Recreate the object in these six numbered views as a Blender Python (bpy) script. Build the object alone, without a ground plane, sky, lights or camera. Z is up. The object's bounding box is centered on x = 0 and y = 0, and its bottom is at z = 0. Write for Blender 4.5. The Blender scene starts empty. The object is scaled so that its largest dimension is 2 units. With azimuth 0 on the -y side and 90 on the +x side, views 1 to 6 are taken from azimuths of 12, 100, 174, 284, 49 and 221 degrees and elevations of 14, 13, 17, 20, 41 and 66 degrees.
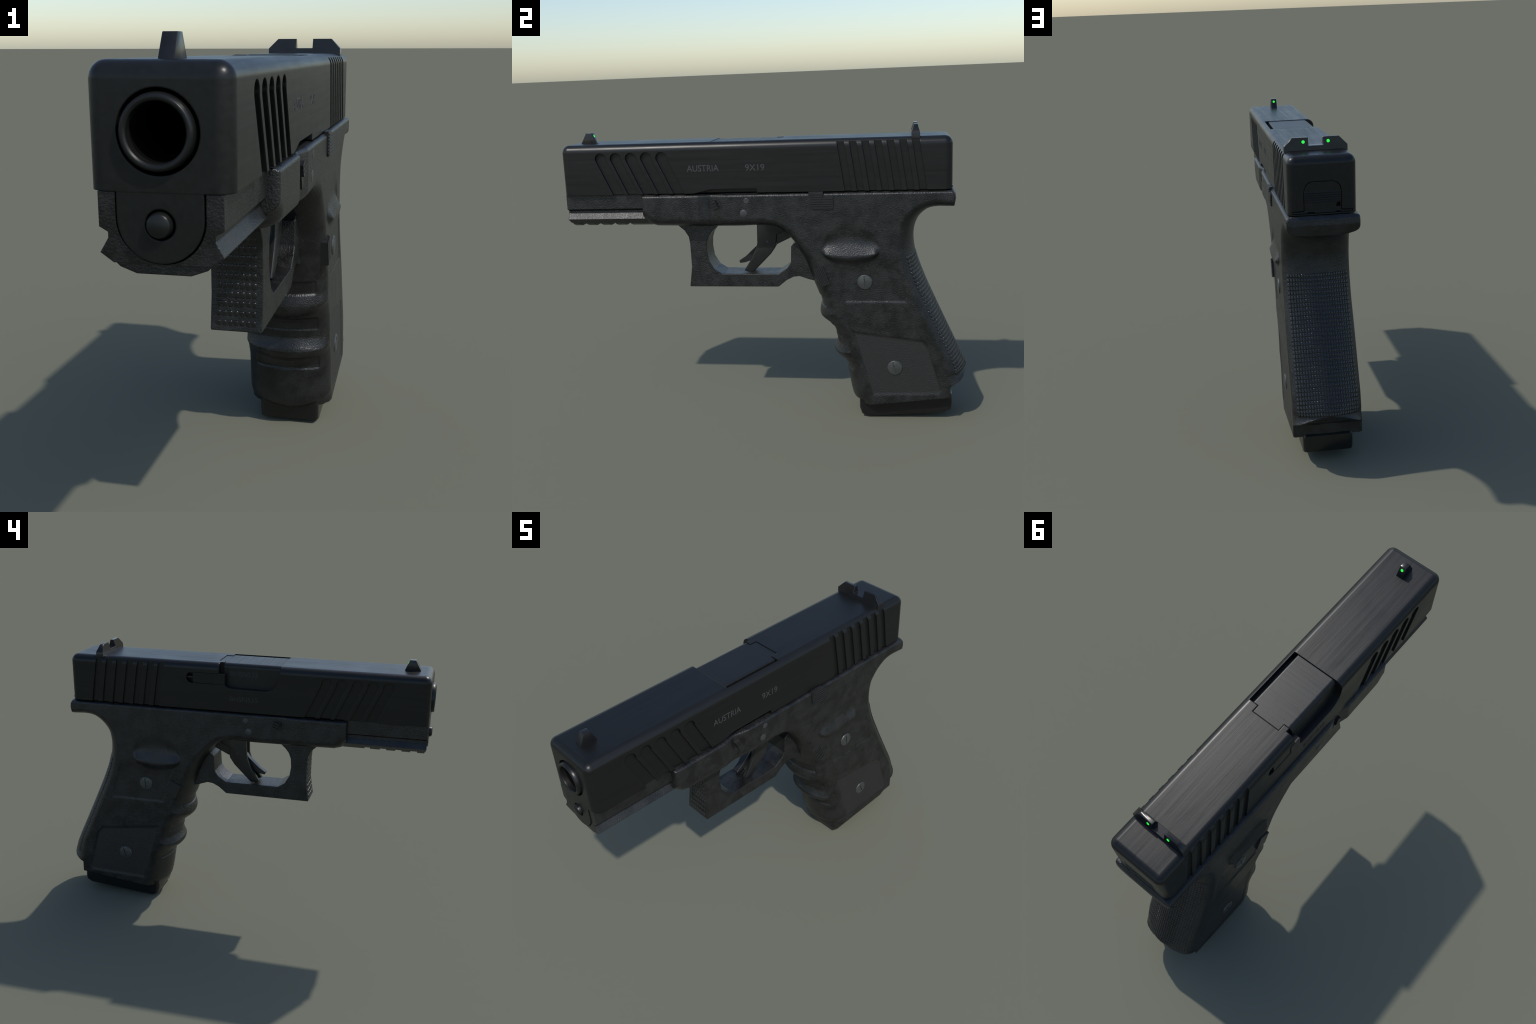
# Compact semi-automatic pistol, standing on its magazine base plate.
# Axes: muzzle towards -y, top +z, symmetric about x = 0.  Unit: metres, overall length 2.00.
import bpy, bmesh, math
import numpy as np
from mathutils import Vector, Matrix

# ------------------------------------------------------------------ dimensions
SLIDE_W   = 0.146          # half width of the slide
SLIDE_Y0, SLIDE_Y1 = -0.984, 0.919
SLIDE_Z0, SLIDE_Z1 = 1.157, 1.405
FRAME_W   = 0.158          # half width of the polymer frame
GUARD_W   = 0.073          # half width of the trigger guard
BORE_Z    = 1.272

# ------------------------------------------------------------------ small helpers
def link(name, mesh, mat=None, parent=None):
    ob = bpy.data.objects.new(name, mesh)
    bpy.context.scene.collection.objects.link(ob)
    if mat is not None:
        mesh.materials.clear()
        mesh.materials.append(mat)
    if parent is not None:
        ob.parent = parent
    return ob

def finish(bm, name, smooth_angle=None):
    bmesh.ops.recalc_face_normals(bm, faces=bm.faces[:])
    me = bpy.data.meshes.new(name)
    bm.to_mesh(me)
    bm.free()
    if smooth_angle is not None:
        me.polygons.foreach_set('use_smooth', [True] * len(me.polygons))
        me.set_sharp_from_angle(angle=math.radians(smooth_angle))
    return me

def add_prism(bm, pts, lo, hi, axis='x'):
    """Extrude a closed 2D outline between lo and hi along an axis.
    axis x: pts are (y, z);  axis y: pts are (x, z);  axis z: pts are (x, y)."""
    def p3(p, t):
        if axis == 'x': return (t, p[0], p[1])
        if axis == 'y': return (p[0], t, p[1])
        return (p[0], p[1], t)
    a = [bm.verts.new(p3(p, lo)) for p in pts]
    b = [bm.verts.new(p3(p, hi)) for p in pts]
    n = len(pts)
    faces = [bm.faces.new(a), bm.faces.new(b[::-1])]
    for i in range(n):
        j = (i + 1) % n
        faces.append(bm.faces.new((a[i], b[i], b[j], a[j])))
    return a + b, faces

def prism_mesh(name, pts, lo, hi, axis='x', bevel=0.0, seg=2, angle=30):
    bm = bmesh.new()
    add_prism(bm, pts, lo, hi, axis)
    bmesh.ops.recalc_face_normals(bm, faces=bm.faces[:])
    if bevel > 0:
        eds = [e for e in bm.edges if e.calc_face_angle(0) > math.radians(25)]
        bmesh.ops.bevel(bm, geom=eds, offset=bevel, segments=seg, profile=0.5,
                        affect='EDGES', clamp_overlap=True)
    return finish(bm, name, angle)

def add_box(bm, x0, x1, y0, y1, z0, z1):
    return add_prism(bm, [(y0, z0), (y1, z0), (y1, z1), (y0, z1)], x0, x1, 'x')

def ring(cx, cy, r, n=24, a0=0.0):
    return [(cx + r * math.cos(a0 + 2 * math.pi * i / n), cy + r * math.sin(a0 + 2 * math.pi * i / n)) for i in range(n)]

def lathe_mesh(name, profile, axis, centre, n=48, angle=35):
    """Revolve (t, r) pairs about an axis through centre; r = 0 closes the end."""
    bm = bmesh.new()
    rows = []
    for t, r in profile:
        row = []
        for i in range(n if r > 1e-6 else 1):
            a = 2 * math.pi * i / n
            u, v = r * math.cos(a), r * math.sin(a)
            if axis == 'y': co = (centre[0] + u, t, centre[1] + v)
            else:           co = (t, centre[0] + u, centre[1] + v)
            row.append(bm.verts.new(co))
        rows.append(row)
    for A, B in zip(rows, rows[1:]):
        for i in range(n):
            j = (i + 1) % n
            q = [A[i % len(A)], A[j % len(A)], B[j % len(B)], B[i % len(B)]]
            u = []
            for v in q:
                if v not in u: u.append(v)
            if len(u) > 2: bm.faces.new(u)
    return finish(bm, name, angle)

def boolean_cut(ob, cutters, op='DIFFERENCE'):
    """Apply one exact boolean per cutter mesh and drop the cutters."""
    for me in cutters:
        c = link('cutter', me)
        m = ob.modifiers.new('cut', 'BOOLEAN')
        m.operation = op
        m.solver = 'EXACT'
        m.object = c
        dg = bpy.context.evaluated_depsgraph_get()
        new = bpy.data.meshes.new_from_object(ob.evaluated_get(dg))
        ob.modifiers.clear()
        old = ob.data
        ob.data = new
        bpy.data.objects.remove(c)
        bpy.data.meshes.remove(old)

def shade(ob, angle=30, weighted=True):
    me = ob.data
    me.polygons.foreach_set('use_smooth', [True] * len(me.polygons))
    me.set_sharp_from_angle(angle=math.radians(angle))
    if weighted:
        m = ob.modifiers.new('weighted', 'WEIGHTED_NORMAL')
        m.keep_sharp = True
        m.weight = 90

# ------------------------------------------------------------------ materials
class Nodes:
    def __init__(self, name):
        self.mat = bpy.data.materials.new(name)
        self.mat.use_nodes = True
        self.nt = self.mat.node_tree
        self.bsdf = self.nt.nodes['Principled BSDF']
        self.tc = self.nt.nodes.new('ShaderNodeTexCoord')
    def link(self, a, b):
        self.nt.links.new(a, b)
    def mapping(self, scale):
        m = self.nt.nodes.new('ShaderNodeMapping')
        m.inputs['Scale'].default_value = scale
        self.link(self.tc.outputs['Object'], m.inputs['Vector'])
        return m.outputs['Vector']
    def noise(self, scale, detail=4, rough=0.55, stretch=None):
        n = self.nt.nodes.new('ShaderNodeTexNoise')
        n.inputs['Scale'].default_value = scale
        n.inputs['Detail'].default_value = detail
        n.inputs['Roughness'].default_value = rough
        self.link(self.mapping(stretch) if stretch else self.tc.outputs['Object'], n.inputs['Vector'])
        return n.outputs['Fac']
    def ramp(self, fac, stops):
        r = self.nt.nodes.new('ShaderNodeValToRGB')
        els = r.color_ramp.elements
        while len(els) < len(stops): els.new(0.5)
        for e, (p, c) in zip(els, stops):
            e.position = p
            e.color = (c, c, c, 1) if not hasattr(c, '__len__') else (*c, 1)
        self.link(fac, r.inputs['Fac'])
        return r.outputs['Color']
    def mix(self, fac, a, b, mode='MIX'):
        m = self.nt.nodes.new('ShaderNodeMix')
        m.data_type = 'RGBA'
        m.blend_type = mode
        for s, v in (('Factor', fac), ('A', a), ('B', b)):
            sock = [i for i in m.inputs if i.name == s and i.enabled][0]
            if hasattr(v, 'is_output'): self.link(v, sock)
            elif hasattr(v, '__len__'): sock.default_value = (*v, 1)
            else: sock.default_value = v
        return [o for o in m.outputs if o.enabled][0]
    def math(self, op, a, b):
        m = self.nt.nodes.new('ShaderNodeMath')
        m.operation = op
        for k, v in ((0, a), (1, b)):
            if hasattr(v, 'is_output'): self.link(v, m.inputs[k])
            else: m.inputs[k].default_value = v
        return m.outputs[0]
    def bump(self, height, strength, dist, edge=0.0):
        b = self.nt.nodes.new('ShaderNodeBump')
        b.inputs['Strength'].default_value = strength
        b.inputs['Distance'].default_value = dist
        self.link(height, b.inputs['Height'])
        if edge > 0:
            e = self.nt.nodes.new('ShaderNodeBevel')
            e.samples = 6
            e.inputs['Radius'].default_value = edge
            self.link(e.outputs['Normal'], b.inputs['Normal'])
        self.link(b.outputs['Normal'], self.bsdf.inputs['Normal'])
    def set(self, **kw):
        for k, v in kw.items():
            s = self.bsdf.inputs[k.replace('_', ' ')]
            if hasattr(v, 'is_output'): self.link(v, s)
            elif hasattr(v, '__len__'): s.default_value = (*v, 1)
            else: s.default_value = v

def steel(name, stretch, tone=1.0, edge=0.005, rough=(0.30, 0.41)):
    """Blued, brushed steel: streaks along the low-frequency axis of stretch, faint wear stains."""
    n = Nodes(name)
    streak = n.noise(1.0, 3, 0.6, stretch)
    stain = n.noise(7.0, 6, 0.65)
    grain = n.noise(90.0, 3, 0.6)
    base = n.ramp(streak, [(0.30, [c * tone for c in (0.0175, 0.0182, 0.0180)]), (0.72, [c * tone for c in (0.0215, 0.0222, 0.0220)])])
    mask = n.ramp(stain, [(0.54, 0.0), (0.68, 0.55)])
    base = n.mix(mask, base, [c * tone for c in (0.017, 0.016, 0.015)])
    rg = n.ramp(n.math('ADD', n.math('MULTIPLY', streak, 0.6), n.math('MULTIPLY', stain, 0.4)),
                [(0.35, rough[0]), (0.65, rough[1])])
    n.set(Base_Color=base, Metallic=0.55, Roughness=rg)
    h = n.math('ADD', n.math('MULTIPLY', streak, 0.8), n.math('MULTIPLY', grain, 0.2))
    n.bump(h, 0.09, 0.004, edge)
    return n.mat

def polymer(name, tone=1.0, grain_strength=0.36, blotch=1.0, edge=0.004, rough=(0.28, 0.40), panel=None):
    """Black moulded polymer: fine leather-like grain, dull and dark worn patches, dusty specks."""
    n = Nodes(name)
    patch = n.noise(13.0, 8, 0.72)
    speck = n.noise(55.0, 5, 0.7)
    grain = n.noise(195.0, 2, 0.5)
    lo = [c * tone * 0.0070 for c in (0.98, 1.0, 1.0)]
    hi = [c * tone * 0.0165 for c in (1.0, 1.0, 0.99)]
    base = n.mix(n.ramp(patch, [(0.43, 0.0), (0.58, 1.0 * blotch)]), hi, lo)
    dust = n.ramp(speck, [(0.56, 0.0), (0.74, 0.6 * blotch)])
    base = n.mix(dust, base, [c * tone for c in (0.031, 0.031, 0.030)])
    rg = n.ramp(patch, [(0.38, rough[1]), (0.62, rough[0])])
    if panel:                                   # evenly coloured, duller field inside a polygon of the side view
        sep = n.nt.nodes.new('ShaderNodeSeparateXYZ')
        n.link(n.tc.outputs['Object'], sep.inputs[0])
        m = n.math('SUBTRACT', n.math('ABSOLUTE', sep.outputs['X'], 0.0), 0.140)
        for (y0, z0), (y1, z1) in zip(panel, panel[1:] + panel[:1]):
            L = math.hypot(y1 - y0, z1 - z0)
            e = n.math('ADD', n.math('MULTIPLY', sep.outputs['Z'], (y1 - y0) / L), n.math('MULTIPLY', sep.outputs['Y'], -(z1 - z0) / L))
            m = n.math('MINIMUM', m, n.math('SUBTRACT', e, ((y1 - y0) * z0 - (z1 - z0) * y0) / L))
        m = n.ramp(n.math('MULTIPLY', m, 100.0), [(0.0, 0.0), (0.5, 1.0)])
        base = n.mix(m, base, [c * tone for c in (0.0200, 0.0190, 0.0185)])
        rg = n.mix(m, rg, (0.46, 0.46, 0.46))
    n.set(Base_Color=base, Metallic=0.0, Roughness=rg)
    n.bump(grain, grain_strength, 0.006, edge)
    return n.mat

def plain(name, col, rough=0.4, metal=0.0, bump=0.15):
    n = Nodes(name)
    g = n.noise(120.0, 3, 0.6)
    c = n.mix(n.ramp(n.noise(25.0, 4), [(0.35, 0.0), (0.7, 1.0)]), [v * 0.85 for v in col], [v * 1.12 for v in col])
    n.set(Base_Color=c, Roughness=rough, Metallic=metal)
    n.bump(g, bump, 0.003)
    return n.mat

M_SLIDE  = steel('brushed_black_steel', (60, 2.2, 60))
M_HOOD   = steel('crosswise_brushed_steel', (2.5, 70, 12), tone=1.2, rough=(0.33, 0.44))
M_BARREL = steel('turned_dark_steel', (12, 60, 12), tone=1.1, rough=(0.28, 0.40))
M_SIGHT  = plain('satin_black_steel', (0.020, 0.020, 0.021), 0.25, 0.4, 0.05)
PANEL_UPPER = [(0.410, 0.616), (0.702, 0.616), (0.706, 0.640), (0.648, 0.842), (0.345, 0.830)]
PANEL_LOWER = [(0.540, 0.137), (0.858, 0.148), (0.870, 0.166), (0.806, 0.385), (0.782, 0.418), (0.449, 0.460)]
M_FRAME  = polymer('grained_black_polymer', panel=PANEL_LOWER)
M_STUD   = polymer('knurled_polymer', tone=0.9, grain_strength=0.1, blotch=0.4, edge=0.0, rough=(0.18, 0.26))
M_TRIG   = plain('smooth_black_polymer', (0.016, 0.016, 0.016), 0.30, 0.0, 0.08)
M_MAG    = plain('glossy_black_polymer', (0.010, 0.010, 0.010), 0.20, 0.0, 0.10)
M_LEVER  = plain('black_oxide_lever', (0.022, 0.022, 0.023), 0.30, 0.1, 0.2)
M_TAKE   = plain('smooth_black_catch', (0.016, 0.016, 0.017), 0.30, 0.0, 0.1)
M_PIN    = plain('grey_steel_pin', (0.065, 0.065, 0.067), 0.40, 0.3, 0.3)
M_SCREW  = plain('worn_nickel_screw', (0.085, 0.09, 0.086), 0.32, 0.5, 0.5)
M_TEXT   = plain('pale_engraving', (0.050, 0.052, 0.054), 0.5, 0.0, 0.0)
M_BORE   = plain('shade_black', (0.003, 0.003, 0.003), 0.9, 0.0, 0.1)  # near-black, puts the shade of deep openings into the colour
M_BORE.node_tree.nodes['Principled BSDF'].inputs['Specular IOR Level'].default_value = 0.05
nd = Nodes('tritium_green')
nd.set(Base_Color=(0.03, 0.55, 0.06), Roughness=0.4, Emission_Color=(0.03, 1.0, 0.07), Emission_Strength=0.8)
M_GLOW = nd.mat

# ------------------------------------------------------------------ the thing
root = bpy.data.objects.new('pistol', None)
bpy.context.scene.collection.objects.link(root)
root['label'] = 'compact black semi-automatic pistol with polymer grip and green sights'
root['category'] = 'pistol'

# ------------------------------------------------------------------ slide
def build_slide():
    bm = bmesh.new()
    add_box(bm, -SLIDE_W, SLIDE_W, SLIDE_Y0, SLIDE_Y1, SLIDE_Z0, SLIDE_Z1)
    bmesh.ops.recalc_face_normals(bm, faces=bm.faces[:])
    eds = [e for e in bm.edges if max(v.co.z for v in e.verts) > SLIDE_Z0 + 0.01]
    bmesh.ops.bevel(bm, geom=eds, offset=0.036, segments=8, profile=0.5, affect='EDGES')
    slide = link('slide', finish(bm, 'slide'), M_SLIDE, root)

    cut = []
    # rear cocking serrations: slanted grooves, both sides, run out through the lower edge
    for side in (-1, 1):
        bm = bmesh.new()
        for i in range(7):
            y = 0.384 + 0.0582 * i
            pts = [(y, 1.393), (y + 0.034, 1.393), (y + 0.071, 1.14), (y + 0.037, 1.14)]
            lo, hi = sorted((side * (SLIDE_W - 0.010), side * 0.2))
            add_prism(bm, pts, lo, hi)
        cut.append(finish(bm, 'c'))
        # forward serrations: wide slanted slots with round upper end
        bm = bmesh.new()
        for i in range(5):
            yc, zc, r = -0.7785 + 0.0772 * i, 1.336, 0.0275
            slope = 0.46
            arc = [(yc + r * math.cos(a) * 1.02, zc + r * math.sin(a)) for a in np.linspace(-0.25, math.pi - 0.05 + 0.25, 13)]
            pts = arc + [(yc - r - 0.003 + slope * (zc - 1.14) , 1.14), (yc + r - 0.003 + slope * (zc - 1.14), 1.14)]
            lo, hi = sorted((side * (SLIDE_W - 0.013), side * 0.2))
            add_prism(bm, pts, lo, hi)
        cut.append(finish(bm, 'c'))
    # ejection port: open to the top and to the -x side
    port = [(0.092, 1.50), (0.092, 1.372), (0.090, 1.350), (0.062, 1.350), (0.060, 1.296), (0.045, 1.284), (0.022, 1.279),
            (-0.160, 1.276), (-0.190, 1.286), (-0.214, 1.307), (-0.228, 1.335), (-0.233, 1.372), (-0.233, 1.50)]
    cut.append(prism_mesh('c', port, -0.2, -0.100))
    bm = bmesh.new()
    add_box(bm, -0.1005, 0.120, -0.233, 0.073, 1.372, 1.5)
    cut.append(finish(bm, 'c'))
    bm = bmesh.new()
    add_box(bm, -0.073, 0.073, 0.05, 0.109, 1.385, 1.5)
    cut.append(finish(bm, 'c'))
    # extractor slot, round rear end
    slot = [(0.05, 1.296), (0.236, 1.295)] + [(0.238 + 0.028 * math.cos(a), 1.3235 + 0.0285 * math.sin(a)) for a in np.linspace(-1.4, 1.4, 9)] + [(0.236, 1.352), (0.05, 1.352)]
    cut.append(prism_mesh('c', slot, -0.2, -0.112))
    # relief notch in the lower edge on the +x side
    notch = [(-0.312, 1.10), (-0.312, 1.158), (-0.257, 1.171), (-0.231, 1.177), (-0.005, 1.177), (-0.003, 1.10)]
    cut.append(prism_mesh('c', notch, 0.115, 0.2))
    # muzzle opening
    cut.append(prism_mesh('c', ring(0, BORE_Z, 0.083, 48), -1.1, -0.53, 'y'))
    # recess for the rear cover plate
    cut.append(prism_mesh('c', cover_outline(0.0025), 0.911, 1.0, 'y'))
    boolean_cut(slide, cut)
    # dust-cover lug below the muzzle: U shape
    u = [(-0.088, 1.17), (-0.088, 1.105)] + [(0.088 * math.cos(a), 1.105 + 0.088 * math.sin(a)) for a in np.linspace(math.pi, 2 * math.pi, 25)[1:-1]] + [(0.088, 1.105), (0.088, 1.17)]
    lug = prism_mesh('c', u, -0.9835, -0.86, 'y')
    boolean_cut(slide, [lug], 'UNION')
    boolean_cut(slide, [prism_mesh('c', ring(0, 1.094, 0.031, 32), -1.1, -0.93, 'y')])
    shade(slide, 32)
    slide.data.materials.clear(); slide.data.materials.append(M_SLIDE)
    return slide

def cover_outline(grow=0.0):
    g = grow
    top = [(0.078 + g, 1.255), (0.072 + g, 1.276 + g), (0.060 + g, 1.290 + g), (0.042, 1.297 + g)]
    pts = [(0.125 + g, 1.166 - g), (0.125 + g, 1.172 + g), (0.078 + g, 1.174 + g)] + top
    return pts + [(-x, z) for x, z in pts[::-1]]

slide = build_slide()

# rear cover plate with five fine horizontal ribs
bm = bmesh.new()
add_prism(bm, cover_outline(), 0.905, 0.9185, 'y')
for i in range(5):
    z = 1.212 + 0.0095 * i
    add_prism(bm, [(-0.074, z), (0.074, z), (0.074, z + 0.004), (-0.074, z + 0.004)], 0.917, 0.9205, 'y')
for x0, x1, z in ((0.036, 0.065, 1.201), (-0.076, -0.056, 1.187)):        # tabs of the housing below
    add_prism(bm, [(x0, 1.167), (x1, 1.167), (x1, z), (x0, z)], 0.915, 0.9208, 'y')
add_prism(bm, [(-0.120, 1.166), (0.120, 1.166), (0.120, 1.171), (-0.120, 1.171)], 0.915, 0.9208, 'y')
link('slide_cover_plate', finish(bm, 'slide_cover_plate'), M_SLIDE, slide)
link('cover_plate_dark_patch', prism_mesh('h', [(-0.074, 1.190), (-0.057, 1.190), (-0.057, 1.200), (-0.063, 1.208), (-0.074, 1.208)], 0.916, 0.9192, 'y'), M_BORE, slide)  # black plate added on the cover, stands for a small hole

# extractor bar in its slot, with spring rod behind it
bm = bmesh.new()
add_box(bm, -0.1445, -0.10, 0.115, 0.230, 1.2965, 1.3510)
add_box(bm, -0.1475, -0.10, 0.057, 0.118, 1.2960, 1.3515)
link('extractor', finish(bm, 'extractor'), M_SLIDE, slide)
link('extractor_rod', lathe_mesh('extractor_rod', [(0.20, 0.0), (0.20, 0.010), (0.30, 0.010), (0.30, 0)], 'y', (-0.125, 1.323), 16), M_SLIDE, slide)

# front sight: tapered blade
def frustum(name, base, top, z0, z1, bevel=0.0):
    bm = bmesh.new()
    a = [bm.verts.new((x, y, z0)) for x, y in base]
    b = [bm.verts.new((x, y, z1)) for x, y in top]
    bm.faces.new(a); bm.faces.new(b[::-1])
    for i in range(4): bm.faces.new((a[i], b[i], b[(i + 1) % 4], a[(i + 1) % 4]))
    bmesh.ops.recalc_face_normals(bm, faces=bm.faces[:])
    if bevel: bmesh.ops.bevel(bm, geom=bm.edges[:], offset=bevel, segments=2, profile=0.5, affect='EDGES')
    return finish(bm, name, 30)

fs = link('front_sight', frustum('front_sight', [(-0.0175, -0.923), (0.0175, -0.923), (0.0175, -0.838), (-0.0175, -0.838)],
          [(-0.0158, -0.893), (0.0158, -0.893), (0.0158, -0.862), (-0.0158, -0.862)], 1.400, 1.456, 0.0015), M_SIGHT, slide)

# rear sight: one outline across x, thinned towards the top
def rear_sight():
    outline = [(0.137, 1.395), (0.137, 1.423), (0.102, 1.4585), (0.032, 1.4585), (0.032, 1.424)]
    outline = outline + [(-x, z) for x, z in outline[::-1]]
    bm = bmesh.new()
    vs, _ = add_prism(bm, outline, 0.0, 1.0, 'y')
    for v in vs:
        t = max(0.0, (v.co.z - 1.4235) / 0.035)
        lo, hi = 0.731 + 0.012 * t, 0.770 - 0.010 * t
        v.co.y = lo if v.co.y < 0.5 else hi
    bmesh.ops.recalc_face_normals(bm, faces=bm.faces[:])
    bmesh.ops.bevel(bm, geom=[e for e in bm.edges if e.calc_face_angle(0) > 0.5], offset=0.0013, segments=1, affect='EDGES', clamp_overlap=True)
    return finish(bm, 'rear_sight', 30)
link('rear_sight', rear_sight(), M_SIGHT, slide)

def dot(x, y, z, tilt, r):
    bm = bmesh.new()
    bmesh.ops.create_cone(bm, cap_ends=True, segments=20, radius1=r, radius2=r * 0.8, depth=0.0016,
                          matrix=Matrix.Translation((x, y, z)) @ Matrix.Rotation(-math.pi / 2 + tilt, 4, 'X'))
    return finish(bm, 'sight_dot', 40)
link('sight_dot', dot(0, -0.8556, 1.4405, math.atan2(0.024, 0.056), 0.0080), M_GLOW, slide)
for x in (0.054, -0.054):
    link('sight_dot', dot(x, 0.7645, 1.4405, math.atan2(0.010, 0.035), 0.0085), M_GLOW, slide)

# ------------------------------------------------------------------ barrel, hood and guide rod
link('barrel', lathe_mesh('barrel', [(-0.40, 0.075), (-0.985, 0.075), (-0.996, 0.073), (-1.0, 0.069), (-1.0, 0.064), (-0.996, 0.0595),
     (-0.985, 0.0585), (-0.95, 0.0585), (-0.55, 0.0585), (-0.55, 0.0)], 'y', (0, BORE_Z), 56), M_BARREL, root)
link('bore', lathe_mesh('bore', [(-0.975, 0.0580), (-0.56, 0.0570), (-0.56, 0.0)], 'y', (0, BORE_Z), 40), M_BORE, root)  # dark sleeve added inside the barrel; depth shade is in its colour
link('recoil_rod', lathe_mesh('recoil_rod', [(-0.92, 0.026), (-0.988, 0.026), (-0.995, 0.0235), (-0.9985, 0.018), (-0.9993, 0.0)], 'y', (-0.001, 1.094), 40), M_BARREL, root)

def hood():
    bm = bmesh.new()
    add_box(bm, -0.113, 0.101, -0.2305, 0.0705, 1.25, 1.4025)
    bmesh.ops.recalc_face_normals(bm, faces=bm.faces[:])
    eds = [e for e in bm.edges if all(v.co.z > 1.4 for v in e.verts) and abs(e.verts[0].co.x - e.verts[1].co.x) < 1e-6]
    bmesh.ops.bevel(bm, geom=[e for e in eds if e.verts[0].co.x < 0], offset=0.022, segments=6, profile=0.5, affect='EDGES')
    eds = [e for e in bm.edges if all(v.co.z > 1.4 for v in e.verts) and e.verts[0].co.x > 0.09 and e.verts[1].co.x > 0.09]
    bmesh.ops.bevel(bm, geom=eds, offset=0.008, segments=3, profile=0.5, affect='EDGES')
    ob = link('barrel_hood', finish(bm, 'barrel_hood'), M_HOOD, root)
    bm = bmesh.new()
    add_box(bm, -0.0705, 0.0705, 0.06, 0.1065, 1.387, 1.4025)
    boolean_cut(ob, [finish(bm, 'c')], 'UNION')
    shade(ob, 30)
    return ob
hood_ob = hood()

# ------------------------------------------------------------------ frame with grip: implicit body
# Side profile as open boundary runs.  Each run carries rounding depth D and exponent n: the section
# across x near that run is the superellipse (1 - d/D)^n + (|x|/W)^n = 1, d = distance inside the run.
def resample(pts, step=0.012):
    out = []
    for (a, b) in zip(pts, pts[1:]):
        k = max(1, int(math.dist(a, b) / step))
        out += [(a[0] + (b[0] - a[0]) * i / k, a[1] + (b[1] - a[1]) * i / k) for i in range(k)]
    return np.array(out + [pts[-1]])

def chaikin(pts, it=2):
    pts = [tuple(p) for p in pts]
    for _ in range(it):
        new = [pts[0]]
        for a, b in zip(pts, pts[1:]):
            new += [tuple(np.array(a) * 0.75 + np.array(b) * 0.25), tuple(np.array(a) * 0.25 + np.array(b) * 0.75)]
        pts = new + [pts[-1]]
    return pts

top_run   = [(-0.586, 1.156), (0.922, 1.156)]
tang_run  = [(0.922, 1.156), (0.934, 1.140), (0.937, 1.115), (0.928, 1.066)]
back_run  = chaikin([(0.928, 1.066), (0.822, 1.066), (0.775, 1.030), (0.750, 0.985), (0.740, 0.935), (0.742, 0.880), (0.754, 0.820),
             (0.789, 0.720), (0.863, 0.553), (0.938, 0.390), (0.988, 0.285)], 2) + [(0.996, 0.266), (0.997, 0.258)]
under_run = [(0.997, 0.258), (0.989, 0.238), (0.968, 0.212), (0.917, 0.184)]
heel_run  = [(0.917, 0.184), (0.917, 0.125)]
base_run  = [(0.917, 0.125), (0.462, 0.070)]
front_run = chaikin([(0.462, 0.070), (0.436, 0.090), (0.424, 0.140), (0.414, 0.205), (0.404, 0.272), (0.349, 0.322), (0.341, 0.345), (0.356, 0.376), (0.362, 0.395),
             (0.335, 0.468), (0.283, 0.507), (0.273, 0.530), (0.276, 0.555), (0.284, 0.590), (0.247, 0.690)], 1) + \
            chaikin([(0.247, 0.690), (0.207, 0.810), (0.172, 0.880), (0.130, 0.940), (0.080, 0.979), (0.020, 0.986)], 2)
belly_run = [(0.020, 0.986), (-0.10, 0.982), (-0.30, 0.983), (-0.40, 0.986), (-0.520, 0.988), (-0.560, 1.000), (-0.586, 1.030)]
nose_run  = [(-0.586, 1.030), (-0.586, 1.156)]

RUNS = []
BACK_D, BACK_N = 0.078, 1.75
def run(pts, D, n):
    """D and n may be numbers or (positions, values) blended along the run."""
    P = resample(pts)
    s = np.concatenate([[0], np.cumsum(np.linalg.norm(np.diff(P, axis=0), axis=1))])
    s /= s[-1]
    mk = lambda v: np.interp(s, *v) if isinstance(v, tuple) else np.full_like(s, v)
    RUNS.append((P, mk(D), mk(n)))
run(top_run, 0.020, 4)
run(tang_run, 0.020, 5)
run(back_run, ([0, 0.10, 0.22, 0.42, 0.90, 1], [0.042, 0.050, 0.076, BACK_D, BACK_D, 0.100]), ([0, 0.10, 0.22, 0.42, 0.90, 1], [2.8, 2.4, 1.9, BACK_N, BACK_N, 1.7]))
run(under_run, 0.010, 8)
run(heel_run, 0.008, 10)
run(base_run, 0.012, 8)
FRONT = len(RUNS)
run(front_run, ([0, 0.30, 0.60, 0.75, 0.88, 1], [0.085, 0.085, 0.085, 0.072, 0.050, 0.050]), ([0, 0.60, 0.75, 0.88, 1], [1.85, 1.85, 2.0, 2.6, 2.8]))
run(belly_run, 0.056, 2.8)
run(nose_run, 0.022, 5)
OUTLINE = np.concatenate([resample(r)[:-1] for r in (top_run, tang_run, back_run, under_run, heel_run, base_run, front_run, belly_run, nose_run)])

def inside_outline(y, z):
    ins = np.zeros(y.shape, bool)
    P, Q = OUTLINE, np.roll(OUTLINE, -1, axis=0)
    for (y0, z0), (y1, z1) in zip(P, Q):
        if z0 == z1: continue
        c = (z0 > z) != (z1 > z)
        ins ^= c & (y < (y1 - y0) * (z - z0) / (z1 - z0) + y0)
    return ins

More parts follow.
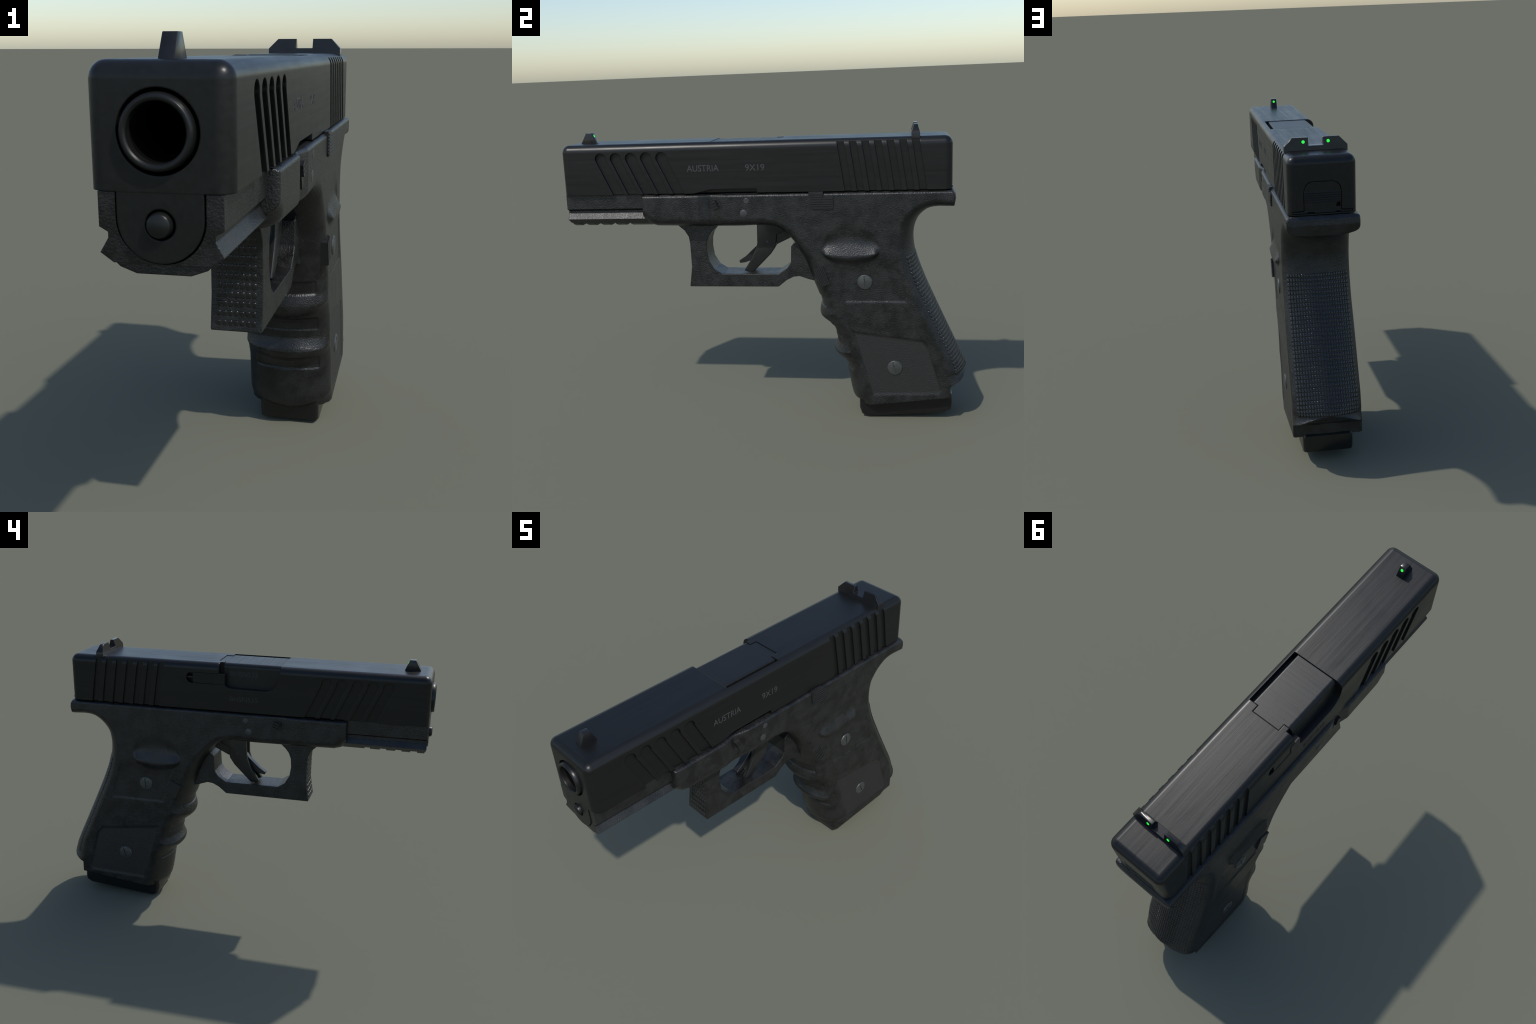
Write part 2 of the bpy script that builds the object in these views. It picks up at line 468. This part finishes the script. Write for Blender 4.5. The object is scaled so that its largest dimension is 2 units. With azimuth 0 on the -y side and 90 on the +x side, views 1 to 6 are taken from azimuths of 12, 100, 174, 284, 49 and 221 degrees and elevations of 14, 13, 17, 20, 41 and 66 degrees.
def run_distance(y, z, P, D, n):
    best = np.full(y.shape, 9.0); bd = np.full(y.shape, D[0]); bn = np.full(y.shape, n[0])
    for i in range(len(P) - 1):
        a, b = P[i], P[i + 1]
        e = b - a
        t = np.clip(((y - a[0]) * e[0] + (z - a[1]) * e[1]) / (e @ e), 0, 1)
        d = np.hypot(y - a[0] - t * e[0], z - a[1] - t * e[1])
        m = d < best
        best = np.where(m, d, best)
        bd = np.where(m, D[i] + t * (D[i + 1] - D[i]), bd)
        bn = np.where(m, n[i] + t * (n[i + 1] - n[i]), bn)
    return best, bd, bn

def sstep(a, b, t):
    t = np.clip((t - a) / (b - a), 0, 1)
    return t * t * (3 - 2 * t)

def poly_mask(y, z, pts, soft):
    """Soft inside mask of a convex polygon given counter-clockwise in (y, z)."""
    m = np.full(y.shape, 9.0)
    for (y0, z0), (y1, z1) in zip(pts, pts[1:] + pts[:1]):
        L = math.hypot(y1 - y0, z1 - z0)
        m = np.minimum(m, ((y1 - y0) * (z - z0) - (z1 - z0) * (y - y0)) / L)
    return sstep(-soft, soft, m)

def half_width(y, z):
    W = np.full(y.shape, FRAME_W)
    W = W - 0.002 * sstep(1.07, 0.98, z) * sstep(0.55, 0.75, z) * sstep(0.45, 0.65, y)     # slim neck below the tang
    # upper grip field: recessed, with a ledge along its lower edge
    W = W - 0.0036 * poly_mask(y, z, PANEL_UPPER, 0.007) * sstep(0.84, 0.76, z)
    W = W - 0.0036 * poly_mask(y, z, PANEL_LOWER, 0.010)
    # thumb rest: hollow above, shelf bulging out below
    q = np.clip(1 - ((y - 0.441) / 0.140) ** 2, 0, 1)
    lens = np.sqrt(q)
    zz = (z - 0.872) / np.maximum(lens, 0.05)
    prof = sum(np.interp(zz + o, [-0.064, -0.048, -0.036, 0.034, 0.060, 0.120], [0, 0.014, 0.020, -0.003, -0.006, 0]) for o in (-0.012, -0.006, 0, 0.006, 0.012)) / 5
    W = W + prof * sstep(0.0, 0.35, q)
    # scallop around the take-down catch
    sc = np.interp(y, [-0.295, -0.238, -0.228, -0.150], [0, 0.017, 0.017, 0]) * sstep(0.985, 1.02, z)
    W = W - sc
    return W

def section(y, z):
    ins = np.where(inside_outline(y, z), 1.0, -1.0)
    rr = []
    for P, D, n in RUNS:
        d, Dl, nl = run_distance(y, z, P, D, n)
        rr.append((d * ins, Dl, nl))
    return rr, half_width(y, z)

FINGER_RECTS = [(0.577, 0.628), (0.423, 0.474), (0.249, 0.306)]
def field(x, y, z, sec):
    rr, W = sec
    ax = np.abs(x)
    g = np.full(np.broadcast(x, y).shape, -9.0)
    for k, (d, D, n) in enumerate(rr):
        if k == FRONT:                               # front strap: shallow fields in the finger grooves
            m = 0
            for z0, z1 in FINGER_RECTS:
                m = m + sstep(z0 - 0.003, z0 + 0.003, z) * sstep(z1 + 0.004, z1 - 0.004, z)
            d = d - 0.0045 * m * sstep(0.124, 0.116, ax)
        u = np.clip(1 - d / D, 0, None)
        g = np.maximum(g, u ** n + (ax / W) ** n - 1)
    return g

def surface_nets(h=0.0036):
    ys = np.arange(-0.604, 1.016, h); zs = np.arange(0.040, 1.176, h); xs = np.arange(-0.184, 0.1841, h)
    Y, Z = np.meshgrid(ys, zs, indexing='ij')
    sec = section(Y, Z)
    F = np.empty((len(xs), len(ys), len(zs)), np.float32)
    for i, x in enumerate(xs):
        if i > len(xs) // 2: F[i] = F[len(xs) - 1 - i]; continue
        F[i] = field(np.full_like(Y, x), Y, Z, sec)
    S = F < 0
    c = sum(S[a:S.shape[0] - 1 + a, b:S.shape[1] - 1 + b, d:S.shape[2] - 1 + d].astype(np.int8) for a in (0, 1) for b in (0, 1) for d in (0, 1))
    act = (c > 0) & (c < 8)
    idx = np.full(act.shape, -1, np.int64)
    I = np.argwhere(act)
    idx[act] = np.arange(len(I))
    acc = np.zeros((len(I), 3)); cnt = np.zeros(len(I))
    for axis in range(3):
        o = [k for k in range(3) if k != axis]
        for p in (0, 1):
            for q in (0, 1):
                A = I.copy(); A[:, o[0]] += p; A[:, o[1]] += q
                B = A.copy(); B[:, axis] += 1
                fa = F[A[:, 0], A[:, 1], A[:, 2]]; fb = F[B[:, 0], B[:, 1], B[:, 2]]
                m = (fa < 0) != (fb < 0)
                t = np.where(m, fa / np.where(m, fa - fb, 1), 0)
                pos = A.astype(float); pos[:, axis] += t
                acc[m] += pos[m]; cnt[m] += 1
    V = acc / cnt[:, None]
    V = np.stack([xs[0] + V[:, 0] * h, ys[0] + V[:, 1] * h, zs[0] + V[:, 2] * h], 1)
    faces = []
    for axis in range(3):
        o = [(axis + 1) % 3, (axis + 2) % 3]
        sa = [slice(1, -1)] * 3; sb = [slice(1, -1)] * 3
        sa[axis] = slice(0, -1); sb[axis] = slice(1, None)
        A, B = S[tuple(sa)], S[tuple(sb)]
        for flip in (False, True):
            e = np.argwhere((A & ~B) if not flip else (~A & B))
            off = np.ones(3, int); off[axis] = 0
            e = e + off
            q = []
            for da, db in ((0, 0), (-1, 0), (-1, -1), (0, -1)):
                t = e.copy(); t[:, o[0]] += da; t[:, o[1]] += db
                q.append(idx[t[:, 0], t[:, 1], t[:, 2]])
            q = np.stack(q, 1)
            faces.append(q[:, ::-1] if flip else q)
    Q = np.concatenate(faces)
    # pull the vertices onto the exact surface (damped Newton steps), leaving creases relaxed
    for _ in range(3):
        e = 4e-4
        def G(P): return field(P[:, 0], P[:, 1], P[:, 2], section(P[:, 1], P[:, 2]))
        g0 = G(V)
        grad = np.stack([(G(V + np.eye(3)[k] * e) - G(V - np.eye(3)[k] * e)) / (2 * e) for k in range(3)], 1)
        st = g0[:, None] * grad / np.maximum((grad ** 2).sum(1), 1e-6)[:, None]
        ln = np.linalg.norm(st, axis=1, keepdims=True)
        V = V - st * np.minimum(1, 0.35 * h / np.maximum(ln, 1e-9))
    return V, Q

def mesh_from(name, V, Q):
    me = bpy.data.meshes.new(name)
    me.vertices.add(len(V)); me.vertices.foreach_set('co', V.ravel())
    me.loops.add(Q.size); me.loops.foreach_set('vertex_index', Q.ravel().astype(np.int32))
    me.polygons.add(len(Q)); me.polygons.foreach_set('loop_start', np.arange(0, Q.size, 4, dtype=np.int32))
    me.update(calc_edges=True)
    me.polygons.foreach_set('use_smooth', [True] * len(me.polygons))
    return me

def build_body():
    """One smooth surface, then separated by region; every piece keeps the whole body's normals."""
    V, Q = surface_nets()
    whole = mesh_from('body', V, Q)
    whole.set_sharp_from_angle(angle=math.radians(48))
    N = np.empty(len(whole.loops) * 3, np.float32)
    whole.corner_normals.foreach_get('vector', N)
    N = N.reshape(-1, 4, 3)
    C = V[Q].mean(1)
    x, y, z = C.T
    panel = (poly_mask(y, z, PANEL_LOWER, 0.001) > 0.5) & (np.abs(x) > 0.135)
    grip = (z < 0.985 + 0.108 * (y - 0.05)) & (y > 0.03) & ~panel
    out = []
    for name, m in (('frame', ~grip & ~panel), ('grip', grip), ('grip_panel', panel & (x > 0)), ('grip_panel', panel & (x < 0))):
        q = Q[m]
        used, inv = np.unique(q, return_inverse=True)
        me = mesh_from(name, V[used], inv.reshape(-1, 4))
        me.normals_split_custom_set(N[m].reshape(-1, 3).tolist())
        out.append(me)
    bpy.data.meshes.remove(whole)
    return out

body = build_body()
frame = link('frame', body[0], M_FRAME, root)
grip = link('grip', body[1], M_FRAME, root)
for me in body[2:]:
    link('grip_panel', me, M_FRAME, grip)

# ------------------------------------------------------------------ dust cover with accessory rail
def dust_cover():
    half = [(0.127, 1.156), (0.127, 1.086), (0.109, 1.076), (0.109, 1.064), (0.127, 1.034), (0.102, 1.013)]
    bm = bmesh.new()
    add_prism(bm, half + [(-x, z) for x, z in half[::-1]], -0.981, -0.56, 'y')
    # narrow nose chamfer
    for v in bm.verts:
        if v.co.y < -0.9 and v.co.z < 1.02: v.co.y += 0.006
    ob = link('dust_cover', finish(bm, 'dust_cover'), M_FRAME, root)
    # cross bars of the rail, left standing between the notches
    bars = bmesh.new()
    lower = [(-0.101, 1.014), (-0.090, 1.004), (-0.056, 0.9915), (0.056, 0.9915), (0.090, 1.004), (0.101, 1.014)]
    for y0, y1 in ((-0.970, -0.935), (-0.899, -0.857), (-0.823, -0.780), (-0.745, -0.698), (-0.666, -0.560)):
        add_prism(bars, lower, y0, y1, 'y')
    boolean_cut(ob, [finish(bars, 'c')], 'UNION')
    r = 0.0915
    u = [(-r, 1.3), (-r, 1.105)] + [(r * math.cos(a), 1.105 + r * math.sin(a)) for a in np.linspace(math.pi, 2 * math.pi, 25)[1:-1]] + [(r, 1.105), (r, 1.3)]
    boolean_cut(ob, [prism_mesh('c', u, -1.1, -0.80, 'y')])
    shade(ob, 30)
    ob.data.materials.clear(); ob.data.materials.append(M_FRAME)
    return ob
dust = dust_cover()

# ------------------------------------------------------------------ trigger guard (one bow, extruded across x)
guard_out = [(-0.440, 1.00), (-0.428, 0.988), (-0.396, 0.961), (-0.376, 0.928), (-0.371, 0.890), (-0.369, 0.770), (-0.384, 0.670), (0.073, 0.669),
             (0.115, 0.703), (0.150, 0.720), (0.180, 0.7235), (0.224, 0.708), (0.256, 0.700), (0.300, 0.690), (0.240, 0.860), (0.175, 0.900)]
guard_in  = [(0.167, 0.898), (0.1425, 0.876), (0.1385, 0.793), (0.120, 0.765), (0.074, 0.734), (-0.213, 0.736), (-0.252, 0.761), (-0.2775, 0.805),
             (-0.285, 0.856), (-0.2825, 0.902), (-0.271, 0.934), (-0.253, 0.957), (-0.222, 0.985), (-0.210, 1.00)]
guard = link('trigger_guard', prism_mesh('trigger_guard', guard_out + guard_in, -GUARD_W, GUARD_W, 'x', 0.0045, 2, 30), M_FRAME, frame)
m = guard.modifiers.new('weighted', 'WEIGHTED_NORMAL'); m.keep_sharp = True

def add_stud(bm, c, u, v, n, a, b, h, top=0.6):
    """Small pillow: straight foot, rounded shoulder, flat crown."""
    rings = []
    for k, t in ((1.0, -0.002), (0.94, h * 0.45), (0.80, h * 0.85), (top * 0.8, h)):
        rings.append([bm.verts.new(c + u * (sx * a * k) + v * (sy * b * k) + n * t) for sx, sy in ((-1, -1), (1, -1), (1, 1), (-1, 1))])
    bm.faces.new(rings[-1])
    for lo, hi in zip(rings, rings[1:]):
        for i in range(4):
            bm.faces.new((lo[i], lo[(i + 1) % 4], hi[(i + 1) % 4], hi[i]))

# studs on the front of the trigger guard
bm = bmesh.new()
for r in range(10):
    z = 0.693 + 0.0262 * r
    y = float(np.interp(z, [0.674, 0.770, 0.890, 0.928, 0.961], [-0.383, -0.369, -0.371, -0.376, -0.396]))
    slope = 0.146 if z < 0.77 else 0.0
    n = Vector((0, -1, -slope)).normalized()
    for c in range(7):
        add_stud(bm, Vector((-0.0495 + 0.0165 * c, y, z)), Vector((1, 0, 0)), n.cross(Vector((1, 0, 0))), n, 0.0058, 0.0085, 0.0028, 0.70)
ob = link('guard_studs', finish(bm, 'guard_studs', 65), M_STUD, guard)
ob['kind'] = 'stuff'

# chequering on the back strap: rows along the spine, columns around the curve
bm = bmesh.new()
back = resample(back_run, 0.002)
keep = back[(back[:, 1] < 0.848) & (back[:, 1] > 0.245)]
s = np.concatenate([[0], np.cumsum(np.linalg.norm(np.diff(keep, axis=0), axis=1))])
rows, cols = 34, 23
BACK_P, BACK_DS, BACK_NS = RUNS[2]
for r in range(rows):
    t = s[-1] * (r + 0.5) / rows
    p = np.array([np.interp(t, s, keep[:, 0]), np.interp(t, s, keep[:, 1])])
    q = np.array([np.interp(t + 0.004, s, keep[:, 0]), np.interp(t + 0.004, s, keep[:, 1])])
    o = np.array([np.interp(t - 0.004, s, keep[:, 0]), np.interp(t - 0.004, s, keep[:, 1])])
    tan = (q - o) / np.linalg.norm(q - o)
    nrm = np.array([-tan[1], tan[0]])
    k = int(np.argmin(np.hypot(BACK_P[:, 0] - p[0], BACK_P[:, 1] - p[1])))
    D, n, W = BACK_DS[k], BACK_NS[k], FRAME_W
    for c in range(cols):
        x = (c - (cols - 1) / 2) * 0.0120
        def depth(x): return D * (1 - (1 - min(0.999, abs(x) / W) ** n) ** (1 / n))
        d, e = depth(x), (depth(x + 0.002) - depth(x - 0.002)) / 0.004
        P = Vector((x, p[0] - nrm[0] * d, p[1] - nrm[1] * d))
        U = Vector((1, -nrm[0] * e, -nrm[1] * e)).normalized()
        T = Vector((0, tan[0], tan[1]))
        N = U.cross(T).normalized()
        if N.y < 0: N = -N
        a = 0.0051 * math.sqrt(1 + e * e)
        add_stud(bm, P, U, T, N, a, 0.0078, 0.0026, 0.66)
ob = link('back_strap_chequering', finish(bm, 'back_strap_chequering', 65), M_STUD, grip)
ob['kind'] = 'stuff'

# ------------------------------------------------------------------ grip panels and screws
for side in (1, -1):
    for (y, z), inset, turn in (((0.507, 0.714), 0.0038, 0.10), ((0.647, 0.279), 0.0036, 0.35)):
        x = side * (FRAME_W - inset)
        s1 = side
        head = link('grip_screw', lathe_mesh('grip_screw', [(x - s1 * 0.01, 0.0), (x - s1 * 0.01, 0.037), (x + s1 * 0.001, 0.037), (x + s1 * 0.0045, 0.034), (x + s1 * 0.0075, 0.020), (x + s1 * 0.0085, 0.0)],
                    'x', (y, z), 32), M_SCREW, grip)
        a = turn * side + math.pi / 2
        d, e = (math.cos(a), math.sin(a)), (-math.sin(a), math.cos(a))
        pts = [(y + d[0] * L + e[0] * w, z + d[1] * L + e[1] * w) for L, w in ((-0.031, -0.0028), (0.031, -0.0028), (0.031, 0.0028), (-0.031, 0.0028))]
        lo2, hi2 = sorted((x + s1 * 0.0035, x + s1 * 0.02))
        boolean_cut(head, [prism_mesh('c', pts, lo2, hi2)])
        shade(head, 35, False)
        head.data.materials.clear(); head.data.materials.append(M_SCREW)

# ------------------------------------------------------------------ pins, slide stop, take-down catch, magazine catch
for side in (1, -1):
    for (y, z), r in (((-0.056, 1.120), 0.0135), ((-0.0725, 1.059), 0.0175)):
        x = side * FRAME_W
        link('frame_pin', lathe_mesh('frame_pin', [(x - side * 0.02, r), (x + side * 0.0002, r), (x + side * 0.0012, r * 0.9), (x + side * 0.0012, 0)], 'x', (y, z), 28), M_PIN, frame)
    # take-down catch: slanted bar with three ribs above, set in the scallop
    c = np.array([-0.208, 1.080]); d = np.array([0.030, -0.068]); d /= np.linalg.norm(d); e = np.array([-d[1], d[0]])
    bm = bmesh.new()
    def quad(a0, a1, w): return [tuple(c + d * a + e * b) for a, b in ((a0, -w), (a1, -w), (a1, w), (a0, w))]
    lo, hi = sorted((side * 0.12, side * 0.1505))
    add_prism(bm, quad(-0.041, 0.038, 0.0135), lo, hi)
    for a in (-0.036, -0.022, -0.008):
        lo, hi = sorted((side * 0.13, side * 0.1572))
        add_prism(bm, quad(a - 0.0045, a + 0.0045, 0.0125), lo, hi)
    link('take_down_catch', finish(bm, 'take_down_catch'), M_TAKE, frame)

# slide stop on the +x side: ribbed plate with a step at its upper rear
bm = bmesh.new()
stop = [(0.247, 1.158), (0.316, 1.158), (0.318, 1.140), (0.356, 1.138), (0.365, 1.129), (0.3635, 1.073), (0.264, 1.073), (0.251, 1.085)]
add_prism(bm, stop, 0.148, 0.1625)
for i in range(7):
    z = 1.078 + 0.0112 * i
    y1 = 0.3625 if z < 1.132 else 0.315
    y0 = 0.2525 if z > 1.083 else 0.260
    add_prism(bm, [(y0, z), (y1, z), (y1, z + 0.0062), (y0, z + 0.0062)], 0.160, 0.1660)
link('slide_stop', finish(bm, 'slide_stop'), M_LEVER, frame)

# magazine catch: ribbed button on +x, plain end on -x
def para(o, u, v, a0, a1, b0, b1):
    return [tuple(np.array(o) + np.array(u) * a + np.array(v) * b) for a, b in ((a0, b0), (a1, b0), (a1, b1), (a0, b1))]
bm = bmesh.new()
o, u, v = (0.261, 0.780), (0.047, 0.017), (0.033, -0.090)
add_prism(bm, para(o, u, v, 0, 1, 0, 1), 0.100, 0.1625)
for i in range(6):
    a = 0.04 + 0.163 * i
    add_prism(bm, para(o, u, v, a, a + 0.095, 0.02, 0.98), 0.161, 0.1665)
link('magazine_catch', finish(bm, 'magazine_catch'), M_LEVER, grip)
link('magazine_catch', prism_mesh('magazine_catch', [(0.303, 0.720), (0.362, 0.748), (0.399, 0.672), (0.337, 0.643)], -0.165, -0.11, 'x', 0.002, 1), M_LEVER, grip)

# ------------------------------------------------------------------ trigger
shoe = [(-0.030, 1.00), (-0.0325, 0.885), (-0.041, 0.858), (-0.062, 0.812), (-0.105, 0.746), (-0.086, 0.740), (-0.058, 0.738), (-0.006, 0.790),
        (0.036, 0.832), (0.060, 0.868), (0.066, 0.900), (0.066, 0.928), (0.108, 0.945), (0.112, 1.00)]
core = [(-0.022, 1.00), (-0.024, 0.880), (-0.030, 0.850), (-0.040, 0.815), (-0.072, 0.760), (-0.006, 0.792), (0.036, 0.834), (0.058, 0.870), (0.064, 0.90), (0.064, 1.00)]
blade = [(-0.020, 0.90), (-0.040, 0.868), (-0.060, 0.850), (-0.096, 0.816), (-0.1335, 0.791), (-0.129, 0.779), (-0.100, 0.783), (-0.064, 0.797), (-0.030, 0.818)]
bar = [(0.050, 0.99), (0.058, 0.905), (0.067, 0.879), (0.150, 0.919), (0.165, 1.00)]
trig = link('trigger', prism_mesh('trigger', core, -0.021, 0.021, 'x', 0.002, 1), M_TRIG, root)
for side in (1, -1):
    lo, hi = sorted((side * 0.0195, side * 0.044))
    link('trigger_shoe', prism_mesh('trigger_shoe', shoe, lo, hi, 'x', 0.005, 3), M_TRIG, trig)
link('trigger_safety_blade', prism_mesh('trigger_safety_blade', blade, -0.0165, 0.0165, 'x', 0.0015, 1), M_TRIG, trig)
link('trigger_bar', prism_mesh('trigger_bar', bar, -0.034, 0.034, 'x', 0.002, 1), M_TRIG, trig)
link('trigger_pin', lathe_mesh('trigger_pin', [(-0.0448, 0.0), (-0.0448, 0.005), (0.0448, 0.005), (0.0448, 0.0)], 'x', (0.018, 0.895), 16), M_PIN, trig)

# ------------------------------------------------------------------ magazine base plate
mag = [(0.470, 0.20), (0.470, 0.045), (0.481, 0.012), (0.512, -0.0015), (0.890, 0.0290), (0.922, 0.048), (0.926, 0.075), (0.924, 0.128), (0.900, 0.150), (0.900, 0.20)]
bm = bmesh.new()
add_prism(bm, mag, -0.114, 0.114)
bmesh.ops.recalc_face_normals(bm, faces=bm.faces[:])
bmesh.ops.bevel(bm, geom=[e for e in bm.edges if abs(e.verts[0].co.x - e.verts[1].co.x) < 1e-6 and min(v.co.z for v in e.verts) < 0.19], offset=0.016, segments=5, profile=0.5, affect='EDGES')
zmin = min(v.co.z for v in bm.verts)
for v in bm.verts:
    if v.co.z < 0.1: v.co.z -= zmin
link('magazine', finish(bm, 'magazine', 40), M_MAG, root)

# ------------------------------------------------------------------ lettering
def lettering(body, side, y_a, y_b, z0, height, x):
    cu = bpy.data.curves.new('text', 'FONT')
    cu.body = body
    cu.extrude = 0.0
    tmp = bpy.data.objects.new('text', cu)
    bpy.context.scene.collection.objects.link(tmp)
    dg = bpy.context.evaluated_depsgraph_get()
    me = bpy.data.meshes.new_from_object(tmp.evaluated_get(dg))
    bpy.data.objects.remove(tmp)
    bm = bmesh.new(); bm.from_mesh(me); bpy.data.meshes.remove(me)
    xs = [v.co.x for v in bm.verts]; ys = [v.co.y for v in bm.verts]
    sx, sy = abs(y_b - y_a) / (max(xs) - min(xs)), height / (max(ys) - min(ys))
    x0, y0 = min(xs), min(ys)
    r = bmesh.ops.extrude_face_region(bm, geom=bm.faces[:])
    for v in [g for g in r['geom'] if isinstance(g, bmesh.types.BMVert)]: v.co.z += 0.0016
    for v in bm.verts:
        u, w, t = (v.co.x - x0) * sx, (v.co.y - y0) * sy, v.co.z
        v.co = (side * (x - 0.0008 + t), y_a + side * u, z0 + w)
    return finish(bm, 'lettering')
link('lettering', lettering('AUSTRIA', 1, -0.344, -0.186, 1.2655, 0.031, SLIDE_W), M_TEXT, slide)
link('lettering', lettering('9X19', 1, -0.056, 0.037, 1.264, 0.031, SLIDE_W), M_TEXT, slide)
M_FAINT = plain('faint_engraving', (0.023, 0.0245, 0.025), 0.5, 0.0, 0.0)
link('lettering', lettering('BHSN535', -1, 0.031, -0.117, 1.2135, 0.026, SLIDE_W), M_FAINT, slide)
link('lettering', lettering('BHSN535', -1, 0.036, -0.110, 1.3375, 0.026, 0.113), M_FAINT, hood_ob)
